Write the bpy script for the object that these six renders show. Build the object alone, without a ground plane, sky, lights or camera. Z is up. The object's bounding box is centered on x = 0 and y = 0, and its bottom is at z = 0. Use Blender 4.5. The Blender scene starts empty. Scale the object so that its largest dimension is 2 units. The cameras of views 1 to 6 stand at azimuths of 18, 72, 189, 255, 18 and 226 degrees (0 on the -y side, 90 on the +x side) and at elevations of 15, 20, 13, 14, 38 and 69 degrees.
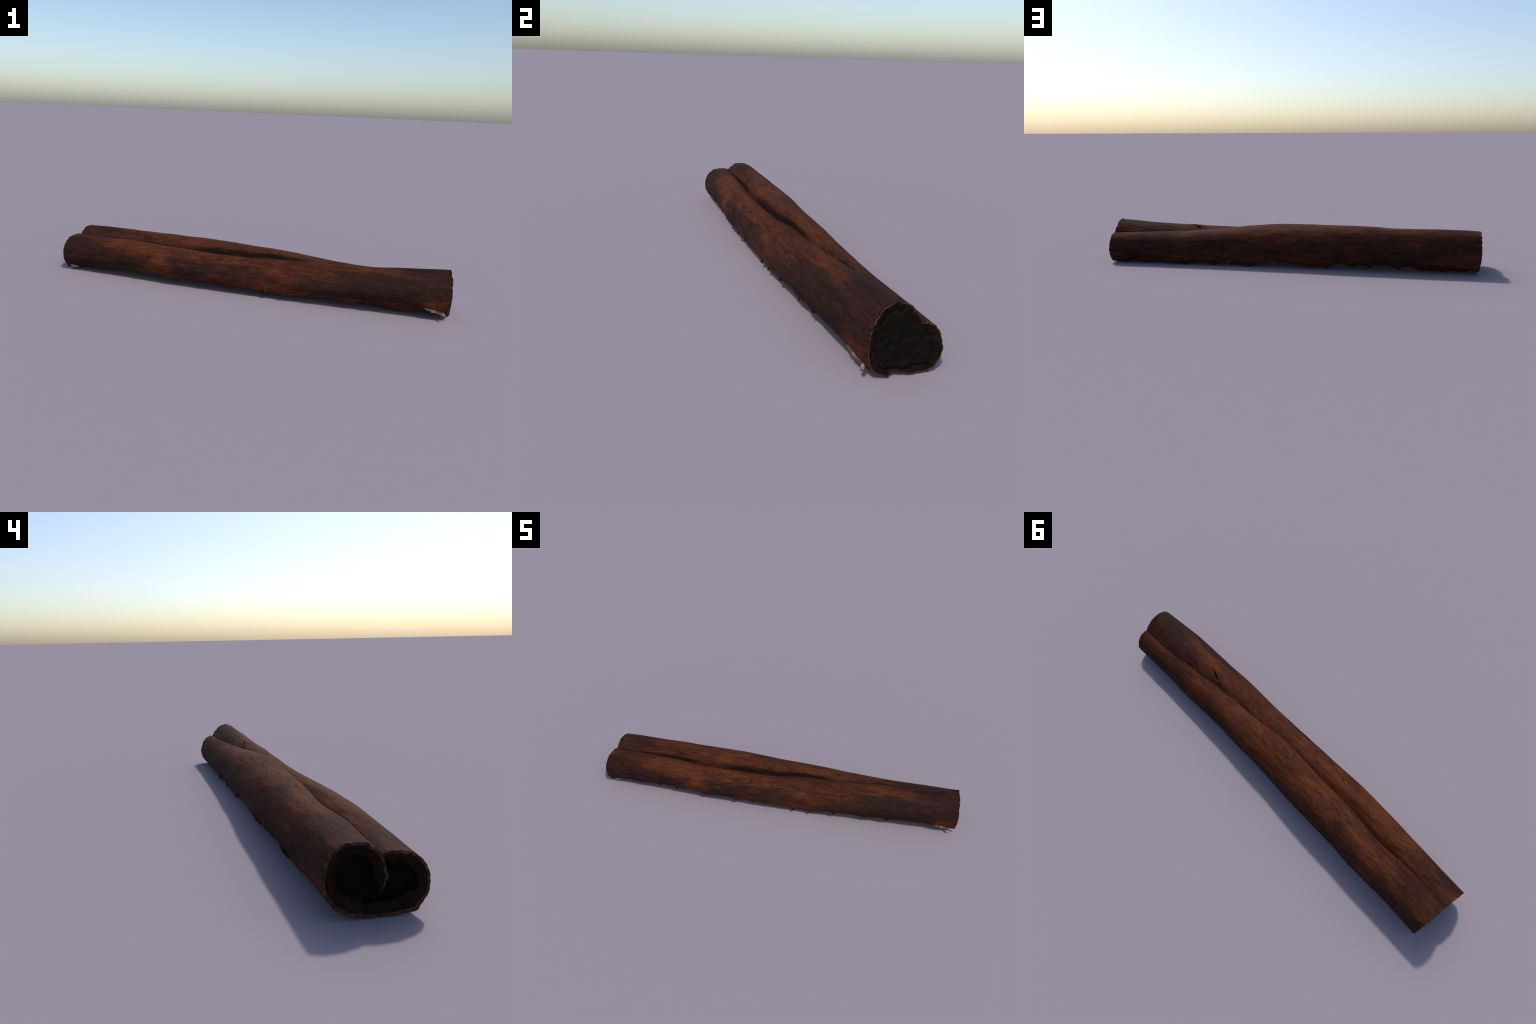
"""A dried cinnamon quill: one sheet of bark rolled inwards from both long
edges, lying on the ground along x.  Every cross-section is built from two
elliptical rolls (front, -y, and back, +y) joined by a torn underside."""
import bpy, math
import numpy as np

# ------------------------------------------------------------------ helpers
rng = np.random.default_rng(7)
PERM = rng.permutation(256)
PERM = np.concatenate([PERM, PERM, PERM])
GRAD = rng.normal(size=(256, 3))
GRAD /= np.linalg.norm(GRAD, axis=1)[:, None]


def noise(p):
    """Gradient noise, roughly -1..1, on an (n,3) array."""
    i = np.floor(p).astype(int)
    f = p - i
    w = f * f * f * (f * (f * 6 - 15) + 10)
    i &= 255
    out = 0.0
    for dx in (0, 1):
        for dy in (0, 1):
            for dz in (0, 1):
                h = PERM[PERM[PERM[i[:, 0] + dx] + i[:, 1] + dy] + i[:, 2] + dz]
                g = ((f - [dx, dy, dz]) * GRAD[h]).sum(1)
                wx = w[:, 0] if dx else 1 - w[:, 0]
                wy = w[:, 1] if dy else 1 - w[:, 1]
                wz = w[:, 2] if dz else 1 - w[:, 2]
                out = out + g * wx * wy * wz
    return out * 1.6


def fbm(p, octaves=3):
    return sum(noise(p * 2 ** k + 17.3 * k) * 0.5 ** k for k in range(octaves))


def smooth_curve(x, xs, vals):
    """Cubic Hermite through control points at equal spacing."""
    vals = np.asarray(vals, float)
    h = xs[1] - xs[0]
    m = np.gradient(vals, xs)
    i = np.clip(((x - xs[0]) / h).astype(int), 0, len(xs) - 2)
    t = (x - xs[i]) / h
    return ((2 * t**3 - 3 * t**2 + 1) * vals[i] + (t**3 - 2 * t**2 + t) * h * m[i]
            + (3 * t**2 - 2 * t**3) * vals[i + 1] + (t**3 - t**2) * h * m[i + 1])


def table(x, pairs):
    a = np.array(sorted(pairs))
    return np.interp(x, a[:, 0], a[:, 1])


def soft(x, lo, hi):
    t = np.clip((x - lo) / (hi - lo), 0, 1)
    return t * t * (3 - 2 * t)


# ------------------------------------------------- the two rolls along the stick
ST = np.linspace(-1, 1, 11)
# centre (y, z), half-widths towards the crevice and away from it, half-height, squareness of the shoulder
FRONT = dict(
    y=[-0.033, -0.052, -0.067, -0.072, -0.069, -0.061, -0.049, -0.049, -0.036, -0.017, -0.010],
    z=[0.078, 0.092, 0.101, 0.101, 0.098, 0.096, 0.099, 0.099, 0.104, 0.115, 0.118],
    inner=[0.080, 0.077, 0.074, 0.070, 0.070, 0.078, 0.093, 0.093, 0.097, .101, .087],
    outer=[0.1025, 0.0885, 0.0815, 0.0835, 0.0825, 0.0845, 0.0885, 0.0895, 0.0915, 0.0985, 0.0810],
    b=[0.106, 0.099, 0.094, 0.086, 0.083, 0.081, 0.086, 0.091, 0.092, 0.095, 0.106],
    p=[2.400, 2.312, 2.178, 1.994, 1.868, 1.820, 1.807, 1.792, 1.783, 1.827, 1.859])
BACK = dict(
    y=[0.068, 0.056, 0.052, 0.037, 0.022, 0.002, 0.013, 0.026, 0.044, 0.067, 0.078],
    z=[0.113, 0.115, 0.105, 0.104, 0.098, 0.089, 0.087, 0.081, 0.071, 0.072, 0.066],
    inner=[0.087, 0.088, 0.077, 0.076, 0.061, 0.048, 0.029, 0.033, 0.034, 0.040, 0.050],
    outer=[0.088, 0.092, 0.097, 0.104, 0.118, 0.130, 0.116, 0.102, 0.092, 0.068, 0.064],
    b=[0.102, 0.104, 0.112, 0.117, 0.124, 0.131, 0.123, 0.109, 0.103, 0.098, 0.095],
    p=[2.286, 2.516, 2.593, 2.681, 2.701, 2.600, 2.564, 2.514, 2.225, 1.982, 1.834])
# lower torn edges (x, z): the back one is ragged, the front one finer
BACK_HEM = [(-.97, .006), (-.928, .005), (-.876, .009), (-.789, .008), (-.701, .007), (-.656, .022),
            (-.637, .035), (-.611, .032), (-.598, .019), (-.592, .004), (-.544, .024), (-.499, .028),
            (-.463, .026), (-.44, .019), (-.422, .021), (-.399, .032), (-.367, .023), (-.34, .014),
            (-.317, .025), (-.298, .032), (-.266, .03), (-.247, .02), (-.219, .019), (-.203, .004),
            (-.175, .017), (-.14, .013), (-.107, .014), (-.059, .021), (-.019, .018), (.027, .032),
            (.095, .033), (.142, .022), (.174, .011), (.216, .006), (.263, .006), (.291, .014),
            (.308, .006), (.316, .03), (.323, .034), (.376, .013), (.414, .004), (.443, .011),
            (.472, .016), (.52, .015), (.544, .013), (.569, .002), (.598, .005), (.642, .003),
            (.705, .009), (.734, .02), (.764, .011), (.805, .002), (.854, .008), (.883, .022),
            (.915, .002), (.95, .005), (.983, .002)]
FRONT_HEM = [(-1.0, .008), (-.962, .024), (-.907, .031), (-.867, .041), (-.84, .037), (-.801, .032),
             (-.779, .038), (-.734, .048), (-.621, .056), (-.579, .054), (-.542, .049), (-.49, .054),
             (-.438, .049), (-.402, .051), (-.395, .038), (-.372, .043), (-.337, .041), (-.287, .052),
             (-.213, .053), (-.189, .046), (-.126, .054), (-.092, .044), (-.045, .046), (.048, .041),
             (.132, .040), (.143, .032), (.159, .041), (.208, .034), (.253, .032), (.284, .033),
             (.318, .040), (.374, .044), (.454, .047), (.480, .045), (.522, .040), (.559, .038),
             (.599, .046), (.631, .048), (.640, .039), (.648, .045), (.72, .056), (.76, .056),
             (.86, .056), (.90, .052), (.94, .044), (.97, .033), (1.0, .03)]
FRONT_HEM_Y = [(-1.0, -.100), (-.9, -.106), (-.69, -.122), (-.48, -.130), (-.26, -.136), (-.05, -.130),
               (.16, -.120), (.38, -.113), (.59, -.098), (.8, -.097), (.93, -.086), (1.0, -.068)]
BACK_HEM_Y = [(-1.0, .068), (-.8, .080), (-.6, .095), (-.4, .103), (0, .106), (.6, .108), (1.0, .106)]

NX = 720
X = np.linspace(-1, 1, NX)
f = {k: smooth_curve(X, ST, v) for k, v in FRONT.items()} | {"side": -1}
b = {k: smooth_curve(X, ST, v) for k, v in BACK.items()} | {"side": 1}
xs3 = np.stack([X * 60, X * 0 + 3.3, X * 0 + 8.1], 1)
teeth = lambda k: .009 * np.clip(noise(xs3 * .55 + k) - .15, 0, 1) + .006 * np.clip(noise(xs3 * 1.4 + k) - .2, 0, 1)
fh_z = table(X, FRONT_HEM) - teeth(5) * soft(np.abs(X), .95, .85) + .0025 * noise(xs3 * 1.3) * soft(np.abs(X), 1.0, .9)
bh_z = np.maximum(table(X, BACK_HEM) - .6 * teeth(77) + .002 * noise(xs3 + 40), .0015)
fh_y, bh_y = table(X, FRONT_HEM_Y), table(X, BACK_HEM_Y)
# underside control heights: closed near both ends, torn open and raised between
u1_z = table(X, [(-1, .002), (-.945, .004), (-.9, .024), (-.6, .030), (.712, .026), (.722, .012), (.80, .006), (.87, .02),
                 (.905, .034), (.94, .03), (.962, .008), (.975, .001), (1, .001)])
u1_y = table(X, [(-1, -.05), (.70, -.05), (.73, -.035), (.93, -.04), (.965, -.018), (1, -.016)])
u0_z = table(X, [(-1, .001), (-.94, .003), (-.9, .014), (-.5, .016), (.5, .012), (.72, .012), (.80, .012), (.86, .024), (.9, .030), (1, .026)])
u2_z = table(X, [(-1, .001), (-.95, .002), (-.9, .006), (-.68, .008), (-.5, .040), (.6, .040), (.86, .020), (.92, .006), (1, .002)])
THICK = .036


def ell(c, th, r=0.0):
    """Points on a roll at angles th (0 = +y, 90 degrees = top), drawn in by r."""
    co, si = np.cos(th), np.sin(th)
    out = co * c["side"] > 0
    e = np.where(out & (si > 0), 2 / c["p"][:, None], 1.0)
    half = np.maximum(np.where(out, c["outer"][:, None], c["inner"][:, None]) - r, .003)
    return (c["y"][:, None] + half * np.sign(co) * np.abs(co) ** e,
            c["z"][:, None] + (c["b"][:, None] - r) * np.sign(si) * np.abs(si) ** e)


def inside_roll(c, y, z):
    d = y - c["y"][:, None]
    out = d * c["side"] > 0
    e = np.where(out & (z > c["z"][:, None]), c["p"][:, None], 2.0)
    half = np.where(out, c["outer"][:, None], c["inner"][:, None])
    return (np.abs(d) / half) ** e + (np.abs(z - c["z"][:, None]) / c["b"][:, None]) ** e < 1


def crossing():
    """Angles at which the rolls meet at the top of the crevice."""
    scan = np.radians(np.linspace(110, -20, 1301))[None]
    y, z = ell(f, scan)
    inside = inside_roll(b, y, z)
    tf = scan[0][np.where(inside.any(1), inside.argmax(1), 700)]
    scan = np.radians(np.linspace(60, 230, 1701))[None]
    y, z = ell(b, scan)
    inside = inside_roll(f, y, z)
    tb = scan[0][np.where(inside.any(1), inside.argmax(1), 900)]
    k = np.hanning(31); k /= k.sum()
    pad = lambda v: np.convolve(np.pad(v, 15, mode="edge"), k, "valid")
    return pad(tf), pad(tb)


cf, cb = crossing()
left, right = soft(X, -.30, -.46), soft(X, .40, .52)
mid = 1 - left - right
# back roll's free edge: curled in at the left end, a raised lip in the middle, butted at the right
lip_y = table(X, [(-1, -.027), (0, -.027), (.2, -.004), (.45, .02), (1, .02)])
th_lip = np.pi - np.arccos(np.clip(-(lip_y - b["y"]) / b["inner"], -1, 1))
th_b = left * math.radians(205) + (1 - left) * (cb + .12)
th_f = left * (cf - .10) + mid * (cf - .25) + right * (cf - .10)
undercut = .004 * np.ones(NX)

NB, NK, NU, NF = 110, 30, 56, 120


def bez(p0, p1, p2, p3, n):
    t = np.linspace(0, 1, n + 2)[None, 1:-1]
    return tuple((1 - t)**3 * a[:, None] + 3 * (1 - t)**2 * t * q[:, None] + 3 * (1 - t) * t * t * c[:, None] + t**3 * d[:, None]
                 for a, q, c, d in zip(p0, p1, p2, p3))


def section(r, hems, under, tip_taper):
    """Path of the sheet from the back roll's free edge to the front roll's; r > 0 gives the inner face."""
    sb = np.linspace(0, 1, NB)[None]
    sf = np.linspace(0, 1, NF)[None]
    tb = th_b[:, None] * (1 - sb)
    tf = np.pi + (th_f[:, None] - np.pi) * sf
    rb = r * (tip_taper[0] + (1 - tip_taper[0]) * soft(sb, 0, .14))
    rf = r * (tip_taper[1] + (1 - tip_taper[1]) * soft(1 - sf, 0, .16))
    past = soft(tb, th_lip[:, None] - .06, th_lip[:, None] + .30)
    yb_, zb_ = ell(b, tb, rb + (0 if r else 1) * undercut[:, None] * past)
    yf_, zf_ = ell(f, tf, rf)
    (hfy, hfz), (hby, hbz) = hems
    p0, p3 = (b["y"] + b["outer"] - r, b["z"]), (hby, hbz)
    full = soft(X, -.85, -.6) * soft(X, .5, .1)          # how far the flank stays upright before turning under
    k1, k2 = .45 - .08 * full, .45 - .06 * full
    yk, zk = bez(p0, (p0[0], p0[1] * k1 + p3[1] * (1 - k1)), (p3[0] * k2 + p0[0] * (1 - k2), p3[1] + .012), p3, NK)
    q3, q0 = (f["y"] - f["outer"] + r, f["z"]), (hfy, hfz)
    yq, zq = bez(q0, (q0[0] - .012, q0[1] + .016), (q3[0], q3[1] * .6 + q0[1] * .4), q3, NK)
    pts = [(hby, hbz)] + under + [(hfy, hfz)]
    t = np.linspace(0, len(pts) - 1, NU)
    i = np.minimum(t.astype(int), len(pts) - 2)
    w = (t - i)[None]
    w = w * w * (3 - 2 * w) * .6 + w * .4
    PY, PZ = np.stack([p[0] for p in pts], 1), np.stack([p[1] for p in pts], 1)
    yu = PY[:, i] * (1 - w) + PY[:, i + 1] * w
    zu = PZ[:, i] * (1 - w) + PZ[:, i + 1] * w
    return np.concatenate([yb_, yk, yu, yq, yf_], 1), np.concatenate([zb_, zk, zu, zq, zf_], 1)


one = np.ones(NX)
closed_end = np.maximum(soft(X, -.9, -.95), soft(X, .70, .73))
fin = .004 + .010 * (1 - closed_end)
outer_under = [(bh_y - .012, np.maximum(bh_z, u2_z * .5) + .004), (one * .045, u2_z), (-.002 * one, u0_z), (u1_y, u1_z),
               (fh_y * .75 + u1_y * .25, np.minimum(fh_z, fh_z * .7 + u1_z * .3 + fin))]
oy, oz = section(0.0, ((fh_y, fh_z), (bh_y, bh_z)), outer_under, (1, 1))
base = .046 + .03 * (1 - np.maximum(soft(X, -.8, -.97), soft(X, .72, .95)))
inner_under = [(bh_y - .035, base + .004), (one * .045, base), (-.002 * one, base), (-.035 * one, base), (-.05 * one, base + .008)]
iy, iz = section(THICK, ((fh_y * .62, base + .016), (bh_y * .72, base + .012)), inner_under, (.62, .5))
NJ = oy.shape[1]
ox = np.repeat(X[:, None], NJ, 1)
O = np.stack([ox, oy, oz], -1)
I = np.stack([ox, iy, iz], -1)


def normals(G):
    n = np.cross(np.gradient(G, axis=0), np.gradient(G, axis=1))
    return n / (np.linalg.norm(n, axis=-1, keepdims=True) + 1e-12)


# ------------------------------------------------------------ relief of the bark
def relief(G, strength, sign):
    p = G.reshape(-1, 3)
    d = -.0012 + .0018 * fbm(p * [5, 16, 16], 2) + .0007 * fbm(p * [9, 55, 55] + 5, 2) + .0003 * noise(p * [40, 150, 150])
    ridge = 1 - np.abs(noise(p * [7, 34, 34] + .35 * noise(p * [20, 20, 20])[:, None] + 31))
    d -= .0014 * np.clip((ridge - .86) / .14, 0, 1) ** 2 * np.clip(noise(p * [3, 9, 9] + 60) + .35, 0, 1)
    return G + sign * normals(G) * (d * strength).reshape(G.shape[:2])[..., None]


body = slice(0, NB + NK)
amp = np.ones((NX, NJ))
hem_fade = np.ones(NJ)
j0, j1 = NB + NK, NB + NK + NU
hem_fade[j0 - 6:j1 + 6] = .35
O = relief(O, (amp * hem_fade).ravel(), 1)
I = relief(I, (amp * .8).ravel(), -1)

# a split in the front roll near its free edge
N = normals(O)
split = np.array([[.575, -.022, .193], [.548, -.017, .190], [.530, -.008, .185], [.512, -.004, .180], [.498, .003, .175], [.480, .005, .172]])
width = np.array([.0025, .004, .0065, .005, .0035, .0055])
deep = np.array([.003, .009, .022, .012, .008, .022])
dist = np.full((NX, NJ), 9.0)
W = np.full((NX, NJ), .004)
D = np.zeros((NX, NJ))
for k in range(len(split) - 1):
    ab = split[k + 1] - split[k]
    t = np.clip(((O - split[k]) @ ab) / (ab @ ab), 0, 1)
    d = np.linalg.norm(O - split[k] - t[..., None] * ab, axis=-1)
    near = d < dist
    dist = np.where(near, d, dist)
    W = np.where(near, width[k] + t * (width[k + 1] - width[k]), W)
    D = np.where(near, deep[k] + t * (deep[k + 1] - deep[k]), D)
O = O - N * (D * np.exp(-(dist / W) ** 4))[..., None]
pucker = np.linalg.norm((O - [.56, -.022, .19]) / [.07, .022, .03], axis=-1)
O = O + N * (.006 * np.exp(-pucker ** 2))[..., None]


# ------------------------------------------------------------------ the two cut ends
def place_ends(G):
    """Slide each section along x so that the cuts come out oblique and chipped."""
    y, z = G[..., 1], G[..., 2]
    p = np.stack([G[..., 0] * 0 + 2.2, y * 75, z * 75], -1).reshape(-1, 3)
    chip = (.0022 * fbm(p, 2)).reshape(y.shape)
    lo = -.976 - .004 * soft(z, .06, .0) + .09 * np.maximum(y, 0) + .14 * np.minimum(y, 0) - .004 * np.exp(-((z - .1) / .05) ** 2) + chip
    hi = .974 + .04 * np.maximum(y, 0) - .07 * np.minimum(y, 0) + .010 * np.clip(1 - ((z - .08) / .13) ** 2, 0, 1) + chip
    u = G[..., 0]
    s = np.abs(u) ** 6            # only the ends are slid, the middle keeps its place
    x_lin = u * .98
    G = G.copy()
    G[..., 0] = x_lin + np.where(u < 0, (lo + .98) * s, (hi - .98) * s)
    return G


O, I = place_ends(O), place_ends(I)
for G in (O, I):                 # flute the last centimetre of the rims
    edge = soft(np.abs(X), .985, 1.0)[:, None, None]
    pp = G.reshape(-1, 3) * [4, 70, 70] + 91
    G += normals(G) * edge * (.0028 * noise(pp)).reshape(NX, NJ)[..., None]
O[..., 2] = np.maximum(O[..., 2], .0004)

# ------------------------------------------------------------------ mesh assembly
# ring order in a section: outer path, lip of the front roll, inner path back, lip of the back roll
NL = 5
t = (np.arange(1, NL + 1) / (NL + 1))[None, :, None]


def lip(A, B, into):
    bulge = np.sin(np.pi * t) * np.linalg.norm(A - B, axis=-1)[:, None, None] * .38
    return A[:, None] * (1 - t) + B[:, None] * t + bulge * into[:, None]


def unit(v):
    return v / (np.linalg.norm(v, axis=-1, keepdims=True) + 1e-9)


lipF = lip(O[:, -1], I[:, -1], unit(O[:, -1] - O[:, -3]))
lipB = lip(I[:, 0], O[:, 0], unit(O[:, 0] - O[:, 2]))
RING = np.concatenate([O, lipF, I[:, ::-1], lipB], 1)
NR = RING.shape[1]
verts = RING.reshape(-1, 3)
faces, region = [], []
ii, jj = np.meshgrid(np.arange(NX - 1), np.arange(NR), indexing="ij")
jn = (jj + 1) % NR
quads = np.stack([ii * NR + jj, ii * NR + jn, (ii + 1) * NR + jn, (ii + 1) * NR + jj], -1).reshape(-1, 4)
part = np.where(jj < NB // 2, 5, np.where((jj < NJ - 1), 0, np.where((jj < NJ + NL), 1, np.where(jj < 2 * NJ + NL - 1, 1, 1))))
part = part.reshape(-1)
all_v = [verts]
all_q, all_p = [quads], [part]
count = len(verts)
# end caps: rows between outer and inner path, with a rounded rim and a rough broken face
ROWS = np.array([.05, .12, .22, .36, .5, .64, .78, .9])
for end, sgn in ((0, -1), (NX - 1, 1)):
    A, B = O[end], I[end]
    rows = []
    for w in ROWS:
        R = A * (1 - w) + B * w
        lift = .003 * min(1, w / .14) ** .6 * (1 - .6 * max(0, (w - .6) / .4))
        rough = .0030 * fbm(R * [1, 90, 90] + 12, 3) * min(1, w / .2)
        R = R.copy()
        R[:, 0] += sgn * (lift + rough - .010 * w)
        rows.append(R)
    cap = np.stack(rows)
    idx = count + np.arange(len(ROWS) * NJ).reshape(len(ROWS), NJ)
    all_v.append(cap.reshape(-1, 3))
    count += cap.shape[0] * NJ
    first = end * NR + np.arange(NJ)
    last = end * NR + NJ + NL + NJ - 1 - np.arange(NJ)
    lad = np.vstack([first, idx, last])
    for r in range(len(lad) - 1):
        q = np.stack([lad[r, :-1], lad[r, 1:], lad[r + 1, 1:], lad[r + 1, :-1]], -1)
        if sgn > 0:
            q = q[:, ::-1]
        all_q.append(q)
        all_p.append(np.full(len(q), 2 if r < (2 if sgn > 0 else 3) else 3))
    # side closers at the two free edges
    for col, lipring in ((-1, range(NJ - 1, NJ + NL + 1)), (0, list(range(2 * NJ + NL - 1, NR)) + [0])):
        ring = [end * NR + k for k in lipring]
        if col == 0:
            ring = ring[::-1]
        strip = list(lad[:, col])
        poly = ring + strip[-2:0:-1]
        centre = len(poly)
        cen = np.concatenate(all_v)[poly].mean(0)
        all_v.append(cen[None])
        c = count
        count += 1
        tri = np.array([[poly[k], poly[(k + 1) % centre], c, c] for k in range(centre)])
        all_q.append(tri)
        all_p.append(np.full(len(tri), 3))
V = np.concatenate(all_v)
Q = np.concatenate(all_q)
PART = np.concatenate(all_p)

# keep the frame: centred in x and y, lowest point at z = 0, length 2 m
lo, hi = V.min(0), V.max(0)
print("raw bounds", lo.round(4), hi.round(4))
V[:, 2] -= lo[2]


# ------------------------------------------------------------------ materials
class Nodes:
    def __init__(self, name, rough=.75, spec=.3):
        self.m = bpy.data.materials.new(name)
        self.m.use_nodes = True
        self.t = self.m.node_tree
        self.bsdf = self.t.nodes["Principled BSDF"]
        self.bsdf.inputs["Roughness"].default_value = rough
        self.bsdf.inputs["Specular IOR Level"].default_value = spec
        self.obj = self.new("ShaderNodeTexCoord").outputs["Object"]

    def new(self, kind, **kw):
        n = self.t.nodes.new(kind)
        for k, v in kw.items():
            setattr(n, k, v)
        return n

    def put(self, sock, v):
        if isinstance(v, bpy.types.NodeSocket):
            self.t.links.new(v, sock)
        else:
            sock.default_value = v

    def scaled(self, s, src=None, loc=(0, 0, 0)):
        n = self.new("ShaderNodeMapping")
        self.put(n.inputs["Vector"], src or self.obj)
        n.inputs["Scale"].default_value = s
        n.inputs["Location"].default_value = loc
        return n.outputs[0]

    def noise(self, s, detail=4, rough=.55, distort=0.0, loc=(0, 0, 0), src=None):
        n = self.new("ShaderNodeTexNoise")
        self.put(n.inputs["Vector"], self.scaled(s, src, loc))
        n.inputs["Scale"].default_value = 1
        n.inputs["Detail"].default_value = detail
        n.inputs["Roughness"].default_value = rough
        n.inputs["Distortion"].default_value = distort
        return n.outputs["Fac"]

    def math(self, op, a, b=0.0, clamp=False):
        n = self.new("ShaderNodeMath", operation=op, use_clamp=clamp)
        self.put(n.inputs[0], a)
        self.put(n.inputs[1], b)
        return n.outputs[0]

    def step(self, v, lo, hi, a=0.0, b=1.0):
        n = self.new("ShaderNodeMapRange", interpolation_type="SMOOTHSTEP")
        for s, x in zip(n.inputs, (v, lo, hi, a, b)):
            self.put(s, x)
        return n.outputs[0]

    def ramp(self, v, stops):
        n = self.new("ShaderNodeValToRGB")
        e = n.color_ramp.elements
        while len(e) < len(stops):
            e.new(.5)
        for k, (p, c) in zip(e, stops):
            k.position, k.color = p, (*c, 1)
        self.put(n.inputs[0], v)
        return n.outputs[0]

    def mix(self, fac, a, b, blend="MIX"):
        n = self.new("ShaderNodeMix", data_type="RGBA", blend_type=blend)
        self.put(n.inputs["Factor"], fac)
        for s, v in ((n.inputs[6], a), (n.inputs[7], b)):
            self.put(s, v if isinstance(v, bpy.types.NodeSocket) else (*v, 1))
        return n.outputs[2]

    def blob(self, centre, radii, warp, edge=(.55, 1.25)):
        """Soft patch around a place on the bark, its border broken by noise."""
        s = self.new("ShaderNodeVectorMath", operation="SUBTRACT")
        self.put(s.inputs[0], self.obj)
        s.inputs[1].default_value = centre
        d = self.new("ShaderNodeVectorMath", operation="DIVIDE")
        self.put(d.inputs[0], s.outputs[0])
        d.inputs[1].default_value = radii
        ln = self.new("ShaderNodeVectorMath", operation="LENGTH")
        self.put(ln.inputs[0], d.outputs[0])
        v = self.math("ADD", ln.outputs["Value"], warp)
        return self.step(v, edge[0], edge[1], 1.0, 0.0)

    def cells(self, s, src):
        n = self.new("ShaderNodeTexVoronoi", feature="DISTANCE_TO_EDGE")
        self.put(n.inputs["Vector"], self.scaled(s, src))
        n.inputs["Scale"].default_value = 1
        return n.outputs["Distance"]

    def warped(self, s, amount):
        n = self.new("ShaderNodeTexNoise")
        self.put(n.inputs["Vector"], self.scaled(s))
        n.inputs["Scale"].default_value = 1
        n.inputs["Detail"].default_value = 3
        v = self.new("ShaderNodeVectorMath", operation="MULTIPLY_ADD")
        self.put(v.inputs[0], n.outputs["Color"])
        v.inputs[1].default_value = amount
        self.put(v.inputs[2], self.obj)
        return v.outputs[0]

    def bump(self, height, strength, dist):
        n = self.new("ShaderNodeBump")
        self.put(n.inputs["Height"], height)
        n.inputs["Strength"].default_value = strength
        n.inputs["Distance"].default_value = dist
        self.t.links.new(n.outputs[0], self.bsdf.inputs["Normal"])

    def colour(self, c):
        self.put(self.bsdf.inputs["Base Color"], c)


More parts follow.
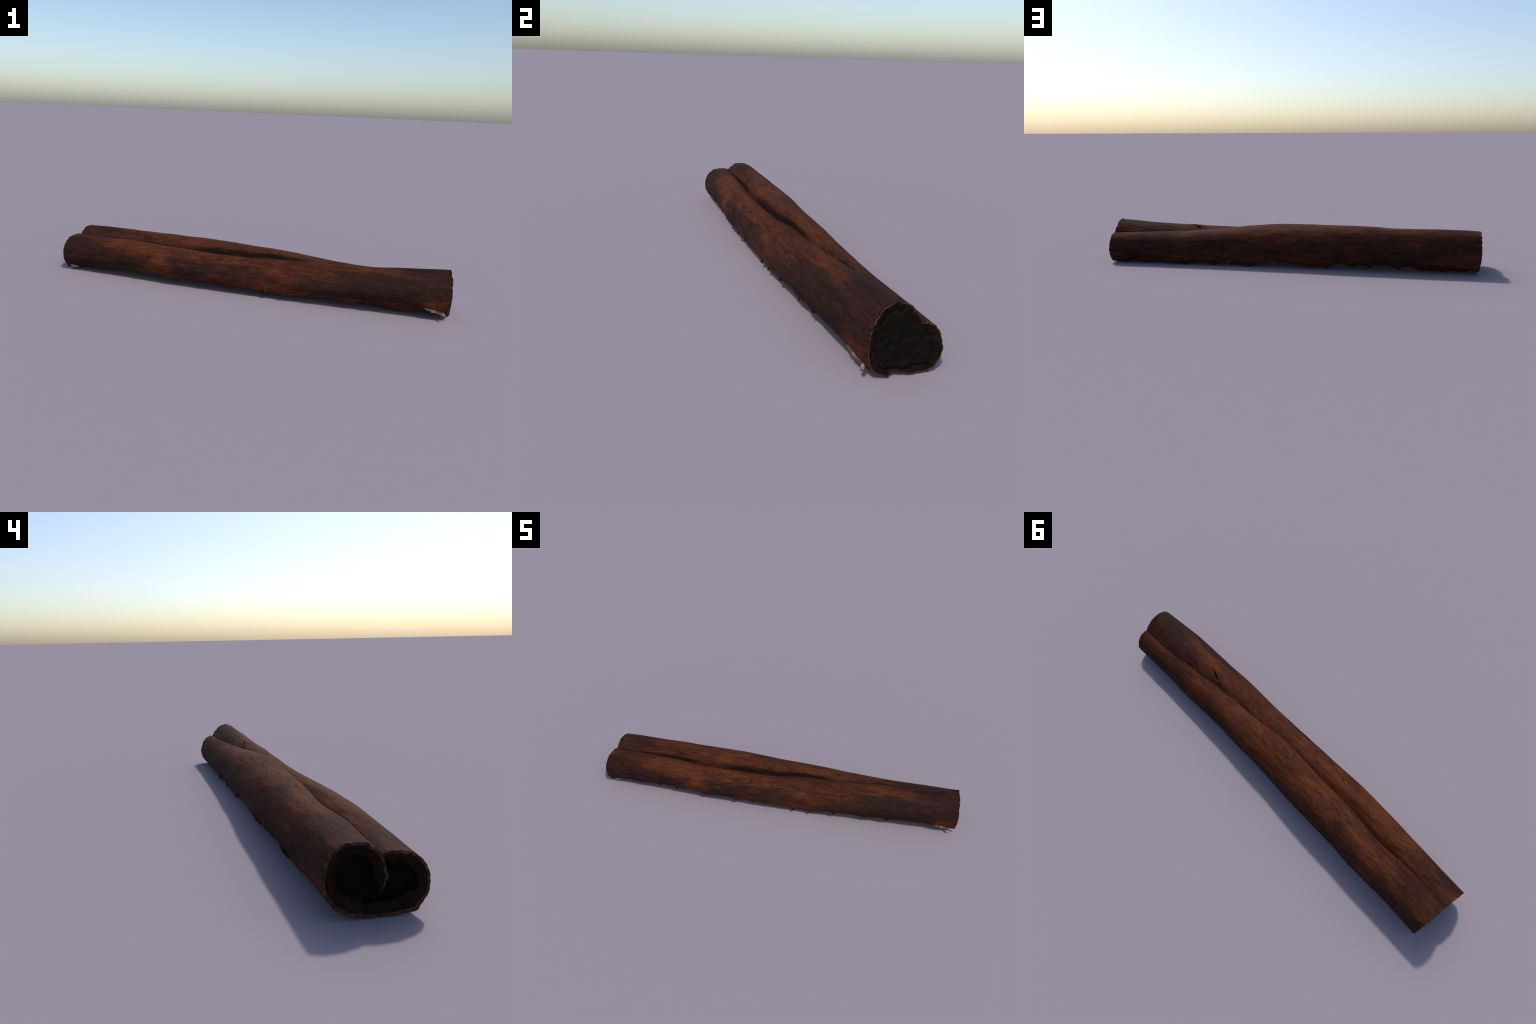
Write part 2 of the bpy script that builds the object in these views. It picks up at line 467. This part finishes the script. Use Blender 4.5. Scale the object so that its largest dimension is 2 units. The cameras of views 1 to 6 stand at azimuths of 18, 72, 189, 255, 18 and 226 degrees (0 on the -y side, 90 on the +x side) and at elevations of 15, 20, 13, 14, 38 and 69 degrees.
def bark_material(name, shade_painted=False):
    n = Nodes(name, rough=.75, spec=.09)
    coarse = n.noise((3.2, 10, 10), 6, .6, .6)
    medium = n.noise((12, 46, 46), 7, .68, .9, (3, 1, 7))
    grit = n.noise((45, 110, 110), 4, .65, .5, (7, 3, 2))
    fibre = n.noise((16, 210, 210), 4, .65, .3, (9, 2, 4))
    tone = n.math("ADD", n.math("MULTIPLY", coarse, .50), n.math("ADD", n.math("MULTIPLY", medium, .36), n.math("MULTIPLY", grit, .14)))
    col = n.ramp(tone, [(.35, (0.0228, 0.0079, 0.0049)), (.44, (0.0475, 0.0134, 0.0061)),
                        (.525, (0.0817, 0.0210, 0.0080)), (.64, (0.1283, 0.0361, 0.0100))])
    warp = n.math("MULTIPLY", n.math("SUBTRACT", n.noise((7, 22, 22), 6, .65, .5, (1, 8, 3)), .5), 2.2)
    # orange-ochre patches where the outer skin is rubbed
    ochre = n.ramp(n.math("ADD", n.math("MULTIPLY", medium, .7), n.math("MULTIPLY", grit, .3)), [(.38, (.0670, .0188, .0080)), (.62, (.1380, .0420, .0125))])
    for c, r, k in (((-.58, -.085, .17), (.26, .045, .045), .75), ((-.30, -.10, .15), (.16, .03, .03), .45), ((-.38, .04, .22), (.22, .04, .03), .8),
                    ((-.62, .06, .22), (.14, .03, .03), .6), ((.1, .02, .20), (.3, .05, .04), .35), ((.55, -.02, .19), (.12, .03, .03), .6), ((-.1, -.09, .16), (.35, .05, .035), .4)):
        col = n.mix(n.math("MULTIPLY", n.blob(c, r, warp), k * .8), col, ochre)
    # dark patches, in part the scan's baked flank shade put into the colour
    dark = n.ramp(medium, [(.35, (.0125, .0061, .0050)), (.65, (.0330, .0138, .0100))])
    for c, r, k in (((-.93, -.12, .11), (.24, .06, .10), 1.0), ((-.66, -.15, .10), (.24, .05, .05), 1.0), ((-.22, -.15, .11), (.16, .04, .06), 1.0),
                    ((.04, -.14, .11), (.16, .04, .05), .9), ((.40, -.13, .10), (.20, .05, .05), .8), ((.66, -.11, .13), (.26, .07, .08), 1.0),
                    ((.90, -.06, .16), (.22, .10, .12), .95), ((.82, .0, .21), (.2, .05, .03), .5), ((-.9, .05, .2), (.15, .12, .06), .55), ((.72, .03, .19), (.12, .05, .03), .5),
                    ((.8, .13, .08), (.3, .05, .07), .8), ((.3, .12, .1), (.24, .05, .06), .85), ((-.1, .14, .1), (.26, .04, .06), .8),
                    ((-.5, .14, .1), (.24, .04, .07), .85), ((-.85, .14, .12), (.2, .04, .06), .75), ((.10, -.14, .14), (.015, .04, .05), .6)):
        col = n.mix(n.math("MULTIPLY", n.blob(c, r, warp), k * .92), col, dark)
    # crevice shadow painted black along the inner side of the back roll
    if shade_painted:
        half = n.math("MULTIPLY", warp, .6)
        painted_shade = n.math("MAXIMUM", n.blob((-.08, -.036, .180), (.34, .028, .030), half), n.blob((.22, -.016, .182), (.26, .022, .024), half))
        painted_shade = n.math("MAXIMUM", painted_shade, n.blob((.56, .034, .160), (.28, .016, .014), half))
        painted_shade = n.math("MAXIMUM", painted_shade, n.blob((-.74, -.014, .172), (.38, .017, .016), half))
        col = n.mix(n.math("MULTIPLY", painted_shade, .95), col, (0.0052, 0.0039, 0.0031))
    dust = n.math("MAXIMUM", n.blob((-.88, .0, .178), (.14, .018, .012), warp), n.blob((.40, .016, .170), (.09, .012, .012), warp))
    col = n.mix(n.math("MULTIPLY", dust, .25), col, (.040, .037, .032))
    # olive-tan stains
    stain = n.step(n.noise((6, 16, 16), 5, .6, .4, (5, 5, 1)), .56, .70)
    col = n.mix(n.math("MULTIPLY", stain, .38), col, (0.0665, 0.0319, 0.0122))
    # long irregular cracks
    w = n.warped((16, 22, 22), (.075, .034, .034))
    r1 = n.noise((5.5, 22, 22), 2.5, .5, 1.0, (6, 2, 8))
    r2 = n.noise((12, 52, 52), 2.5, .5, 1.0, (1, 7, 2))
    line = lambda r, wd: n.step(n.math("ABSOLUTE", n.math("SUBTRACT", r, .5)), 0.0, wd, 1, 0)
    c1 = n.math("MAXIMUM", line(r1, .030), n.math("MULTIPLY", line(r2, .045), .75))
    c2 = n.step(n.cells((17, 62, 62), w), .0, .075, 1, 0)
    where = n.step(n.noise((4, 12, 12), 3, .5, 0, (2, 9, 6)), .40, .54)
    crack = n.math("MULTIPLY", n.math("MAXIMUM", c1, n.math("MULTIPLY", c2, .4)), where)
    col = n.mix(n.math("MULTIPLY", crack, .78), col, (0.0190, 0.0063, 0.0053))
    fine = n.step(fibre, .3, .7, .70, 1.22)
    g = n.new("ShaderNodeCombineColor")
    for s in g.inputs[:3]:
        n.put(s, fine)
    col = n.mix(1.0, col, g.outputs[0], "MULTIPLY")
    speck = n.step(n.noise((150, 190, 190), 1, .5, 0, (4, 4, 4)), .76, .82)
    col = n.mix(n.math("MULTIPLY", speck, .35), col, (.16, .11, .085))
    n.colour(col)
    h = n.math("SUBTRACT", n.math("MULTIPLY", fibre, .5), n.math("MULTIPLY", crack, .8))
    n.bump(n.math("ADD", h, n.math("MULTIPLY", medium, .5)), .4, .003)
    return n.m


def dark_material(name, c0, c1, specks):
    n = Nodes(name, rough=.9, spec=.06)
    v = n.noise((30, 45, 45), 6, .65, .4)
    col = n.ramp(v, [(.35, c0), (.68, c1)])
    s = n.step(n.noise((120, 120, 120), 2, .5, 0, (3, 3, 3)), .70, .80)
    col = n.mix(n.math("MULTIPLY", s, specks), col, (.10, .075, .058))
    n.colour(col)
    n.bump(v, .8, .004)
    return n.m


def rim_material():
    n = Nodes("worn_rim", rough=.75, spec=.2)
    v = n.noise((25, 55, 55), 5, .6, .3)
    n.colour(n.ramp(v, [(.38, (.022, .009, .006)), (.52, (.070, .024, .010)), (.68, (.13, .050, .018))]))
    n.bump(v, .6, .003)
    return n.m


def fibre_material():
    n = Nodes("pale_fibre", rough=.85, spec=.2)
    v = n.noise((30, 90, 90), 5, .65, .5)
    n.colour(n.ramp(v, [(.38, (.06, .032, .018)), (.52, (.16, .112, .072)), (.66, (.31, .26, .20))]))
    n.bump(v, .7, .003)
    return n.m


MAT = [bark_material("bark"), dark_material("inner_bark", (.0045, .0035, .0032), (.0090, .0062, .0052), .12), rim_material(),  # inner_bark is darkened to near black for the baked gloom inside the hollow
       dark_material("cut_wood", (.0095, .0055, .0043), (.0290, .0135, .0090), .75), fibre_material(), bark_material("shade_painted_bark", True),
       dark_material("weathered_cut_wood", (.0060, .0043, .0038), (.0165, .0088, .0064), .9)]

# ------------------------------------------------------------------ objects
root = bpy.data.objects.new("cinnamon_stick", None)
root["label"] = "rolled brown cinnamon stick with two scrolled bark tubes"
root["category"] = "cinnamon stick"
bpy.context.scene.collection.objects.link(root)

tris = Q[:, 2] == Q[:, 3]
NV = len(V)
vn = np.zeros((NV, 3))
c = np.cross(V[Q[:, 2]] - V[Q[:, 0]], V[np.where(tris, Q[:, 1], Q[:, 3])] - V[Q[:, 1]])
ctri = np.cross(V[Q[:, 1]] - V[Q[:, 0]], V[Q[:, 2]] - V[Q[:, 0]])
c = np.where(tris[:, None], ctri, c)
for k in range(4):
    ok = ~tris if k == 3 else np.ones(len(Q), bool)
    np.add.at(vn, Q[ok, k], c[ok])
vn /= np.linalg.norm(vn, axis=1)[:, None] + 1e-15
# the ring must face outwards: check on the top of the back roll
probe = vn[(NX // 2) * NR + NB // 2]
if probe[2] < 0:
    Q = Q[:, ::-1].copy()
    Q[tris] = Q[tris][:, [2, 3, 1, 0]][:, [0, 2, 3, 3]] if False else np.stack([Q[tris][:, 0], Q[tris][:, 2], Q[tris][:, 3], Q[tris][:, 3]], 1)
    vn = -vn


def add_part(name, keep, mats):
    q = Q[keep]
    used, inv = np.unique(q, return_inverse=True)
    inv = inv.reshape(q.shape)
    fl = [list(dict.fromkeys(r)) for r in inv.tolist()]
    me = bpy.data.meshes.new(name)
    me.from_pydata(V[used].tolist(), [], fl)
    for m in mats:
        me.materials.append(MAT[m])
    if len(mats) > 1:
        me.polygons.foreach_set("material_index", np.array([mats.index(p) for p in PART[keep]], np.int32))
    me.polygons.foreach_set("use_smooth", np.ones(len(me.polygons), bool))
    me.update()
    me.normals_split_custom_set_from_vertices(vn[used].tolist())
    ob = bpy.data.objects.new(name, me)
    ob.parent = root
    bpy.context.scene.collection.objects.link(ob)
    return ob


centre_x = V[Q].mean(1)[:, 0]
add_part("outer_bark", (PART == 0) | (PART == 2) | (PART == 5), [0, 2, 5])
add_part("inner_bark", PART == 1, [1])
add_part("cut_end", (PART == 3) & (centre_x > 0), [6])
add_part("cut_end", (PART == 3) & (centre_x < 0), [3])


def torn_flake(path, widths, thick, seed, mat=4):
    """A curled sliver of pale fibre following a path along a torn edge."""
    path = np.array(path, float)
    n = 40
    t = np.linspace(0, len(path) - 1, n)
    i = np.minimum(t.astype(int), len(path) - 2)
    w = (t - i)
    w = (w * w * (3 - 2 * w))[:, None]
    P = path[i] * (1 - w) + path[i + 1] * w
    wid = np.interp(t, range(len(widths)), widths)
    T = unit(np.gradient(P, axis=0))
    side = unit(np.cross(T, [.15, 1, .1]))
    up = np.cross(side, T)
    m = 14
    a = np.linspace(0, 2 * np.pi, m, endpoint=False)
    ring = (P[:, None] + side[:, None] * (np.cos(a)[None, :, None] * wid[:, None, None])
            + up[:, None] * (np.sin(a)[None, :, None] * np.minimum(thick, wid)[:, None, None]))
    flat = ring.reshape(-1, 3)
    flat = flat + .0025 * np.stack([noise(flat * 90 + seed), noise(flat * 90 + seed + 30), noise(flat * 90 + seed + 60)], 1)
    flat[:, 2] = np.maximum(flat[:, 2], .001)
    fs = [[r * m + k, r * m + (k + 1) % m, (r + 1) * m + (k + 1) % m, (r + 1) * m + k] for r in range(n - 1) for k in range(m)]
    fs += [list(range(m))[::-1], [(n - 1) * m + k for k in range(m)]]
    me = bpy.data.meshes.new("torn_flake")
    me.from_pydata(flat.tolist(), [], fs)
    me.materials.append(MAT[mat])
    me.polygons.foreach_set("use_smooth", np.ones(len(fs), bool))
    ob = bpy.data.objects.new("torn_flake", me)
    ob.parent = root
    bpy.context.scene.collection.objects.link(ob)


torn_flake([(.880, -.091, .054), (.910, -.089, .048), (.940, -.083, .042), (.958, -.077, .034)], [.003, .008, .008, .004], .0025, 1)
torn_flake([(.935, -.068, .036), (.960, -.080, .034), (.973, -.092, .029)], [.006, .009, .003], .006, 2)
torn_flake([(-.978, -.106, .030), (-.960, -.104, .020), (-.930, -.100, .018)], [.004, .007, .003], .004, 3)
torn_flake([(-.962, .082, .012), (-.940, .088, .009), (-.910, .090, .009)], [.004, .007, .003], .004, 4)

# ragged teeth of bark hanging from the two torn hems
tooth = np.random.default_rng(11)
for hem, side, places in ((np.stack([X * .98, bh_y, bh_z], 1), 1, (-.79, -.60, -.43, -.205, -.11, .05, .21, .305, .41, .57, .72, .80, .91)),
                          (np.stack([X * .98, fh_y, fh_z], 1), -1, (-.84, -.66, -.55, -.395, -.19, -.09, .14, .23, .36, .52, .64))):
    for k, place in enumerate(places):
        q = hem[int(np.argmin(np.abs(hem[:, 0] - place)))]
        w = tooth.uniform(.010, .020)
        drop, push, slant = tooth.uniform(.002, .008), side * tooth.uniform(-.002, .004), tooth.uniform(-.012, .012)
        torn_flake([q + [0, -side * .006, .010], q + [slant * .4, push * .5, .001], q + [slant, push, -drop]],
                   [w, w * .8, .003], .0035, 20 + k + side, 3)


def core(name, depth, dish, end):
    """Near-black plug at the cut end: the darkness of the hollow modelled as a surface."""
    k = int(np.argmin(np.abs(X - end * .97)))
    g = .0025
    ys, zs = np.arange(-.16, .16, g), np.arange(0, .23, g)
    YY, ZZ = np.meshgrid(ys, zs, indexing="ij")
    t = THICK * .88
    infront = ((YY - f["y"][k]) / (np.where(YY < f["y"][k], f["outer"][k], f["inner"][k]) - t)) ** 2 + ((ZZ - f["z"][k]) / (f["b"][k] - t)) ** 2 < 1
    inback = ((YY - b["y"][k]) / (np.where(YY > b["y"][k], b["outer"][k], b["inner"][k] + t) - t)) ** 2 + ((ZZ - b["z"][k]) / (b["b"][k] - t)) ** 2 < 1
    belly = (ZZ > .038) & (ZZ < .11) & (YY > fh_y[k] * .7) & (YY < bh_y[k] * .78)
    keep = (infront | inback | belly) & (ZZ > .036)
    if end > 0:                  # a round black disc over the wall draws the hollow's shadow
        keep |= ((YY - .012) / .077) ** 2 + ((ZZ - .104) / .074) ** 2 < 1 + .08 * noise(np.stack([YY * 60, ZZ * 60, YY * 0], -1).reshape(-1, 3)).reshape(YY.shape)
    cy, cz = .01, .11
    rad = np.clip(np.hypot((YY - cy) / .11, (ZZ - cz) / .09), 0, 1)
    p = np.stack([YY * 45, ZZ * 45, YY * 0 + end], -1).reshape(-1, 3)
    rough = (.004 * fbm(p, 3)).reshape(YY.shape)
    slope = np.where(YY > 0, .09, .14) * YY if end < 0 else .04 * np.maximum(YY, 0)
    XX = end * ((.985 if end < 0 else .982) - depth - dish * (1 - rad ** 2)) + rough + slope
    vs, fs, ids = [], [], {}
    for layer in (0, 1):
        for a, c in zip(*np.nonzero(keep)):
            ids[layer, a, c] = len(vs)
            vs.append((XX[a, c] - end * .02 * layer, ys[a], zs[c]))
    ok = keep[:-1, :-1] & keep[1:, :-1] & keep[:-1, 1:] & keep[1:, 1:]
    edges = {}
    for a, c in zip(*np.nonzero(ok)):
        loop = [(a, c), (a + 1, c), (a + 1, c + 1), (a, c + 1)]
        fs.append([ids[0, *q] for q in loop][::int(end)])
        fs.append([ids[1, *q] for q in loop][::-int(end)])
        for u, v in zip(loop, loop[1:] + loop[:1]):
            if (v, u) in edges:
                del edges[v, u]
            else:
                edges[u, v] = 1
    for u, v in edges:
        fs.append([ids[0, *v], ids[0, *u], ids[1, *u], ids[1, *v]][::int(end)])
    me = bpy.data.meshes.new(name)
    me.from_pydata(vs, [], fs)
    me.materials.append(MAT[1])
    me.polygons.foreach_set("use_smooth", np.ones(len(fs), bool))
    ob = bpy.data.objects.new(name, me)
    ob.parent = root
    bpy.context.scene.collection.objects.link(ob)


core("blackened_hollow_plug", -.006, .003, 1)
core("blackened_hollow_plug", .021, .005, -1)
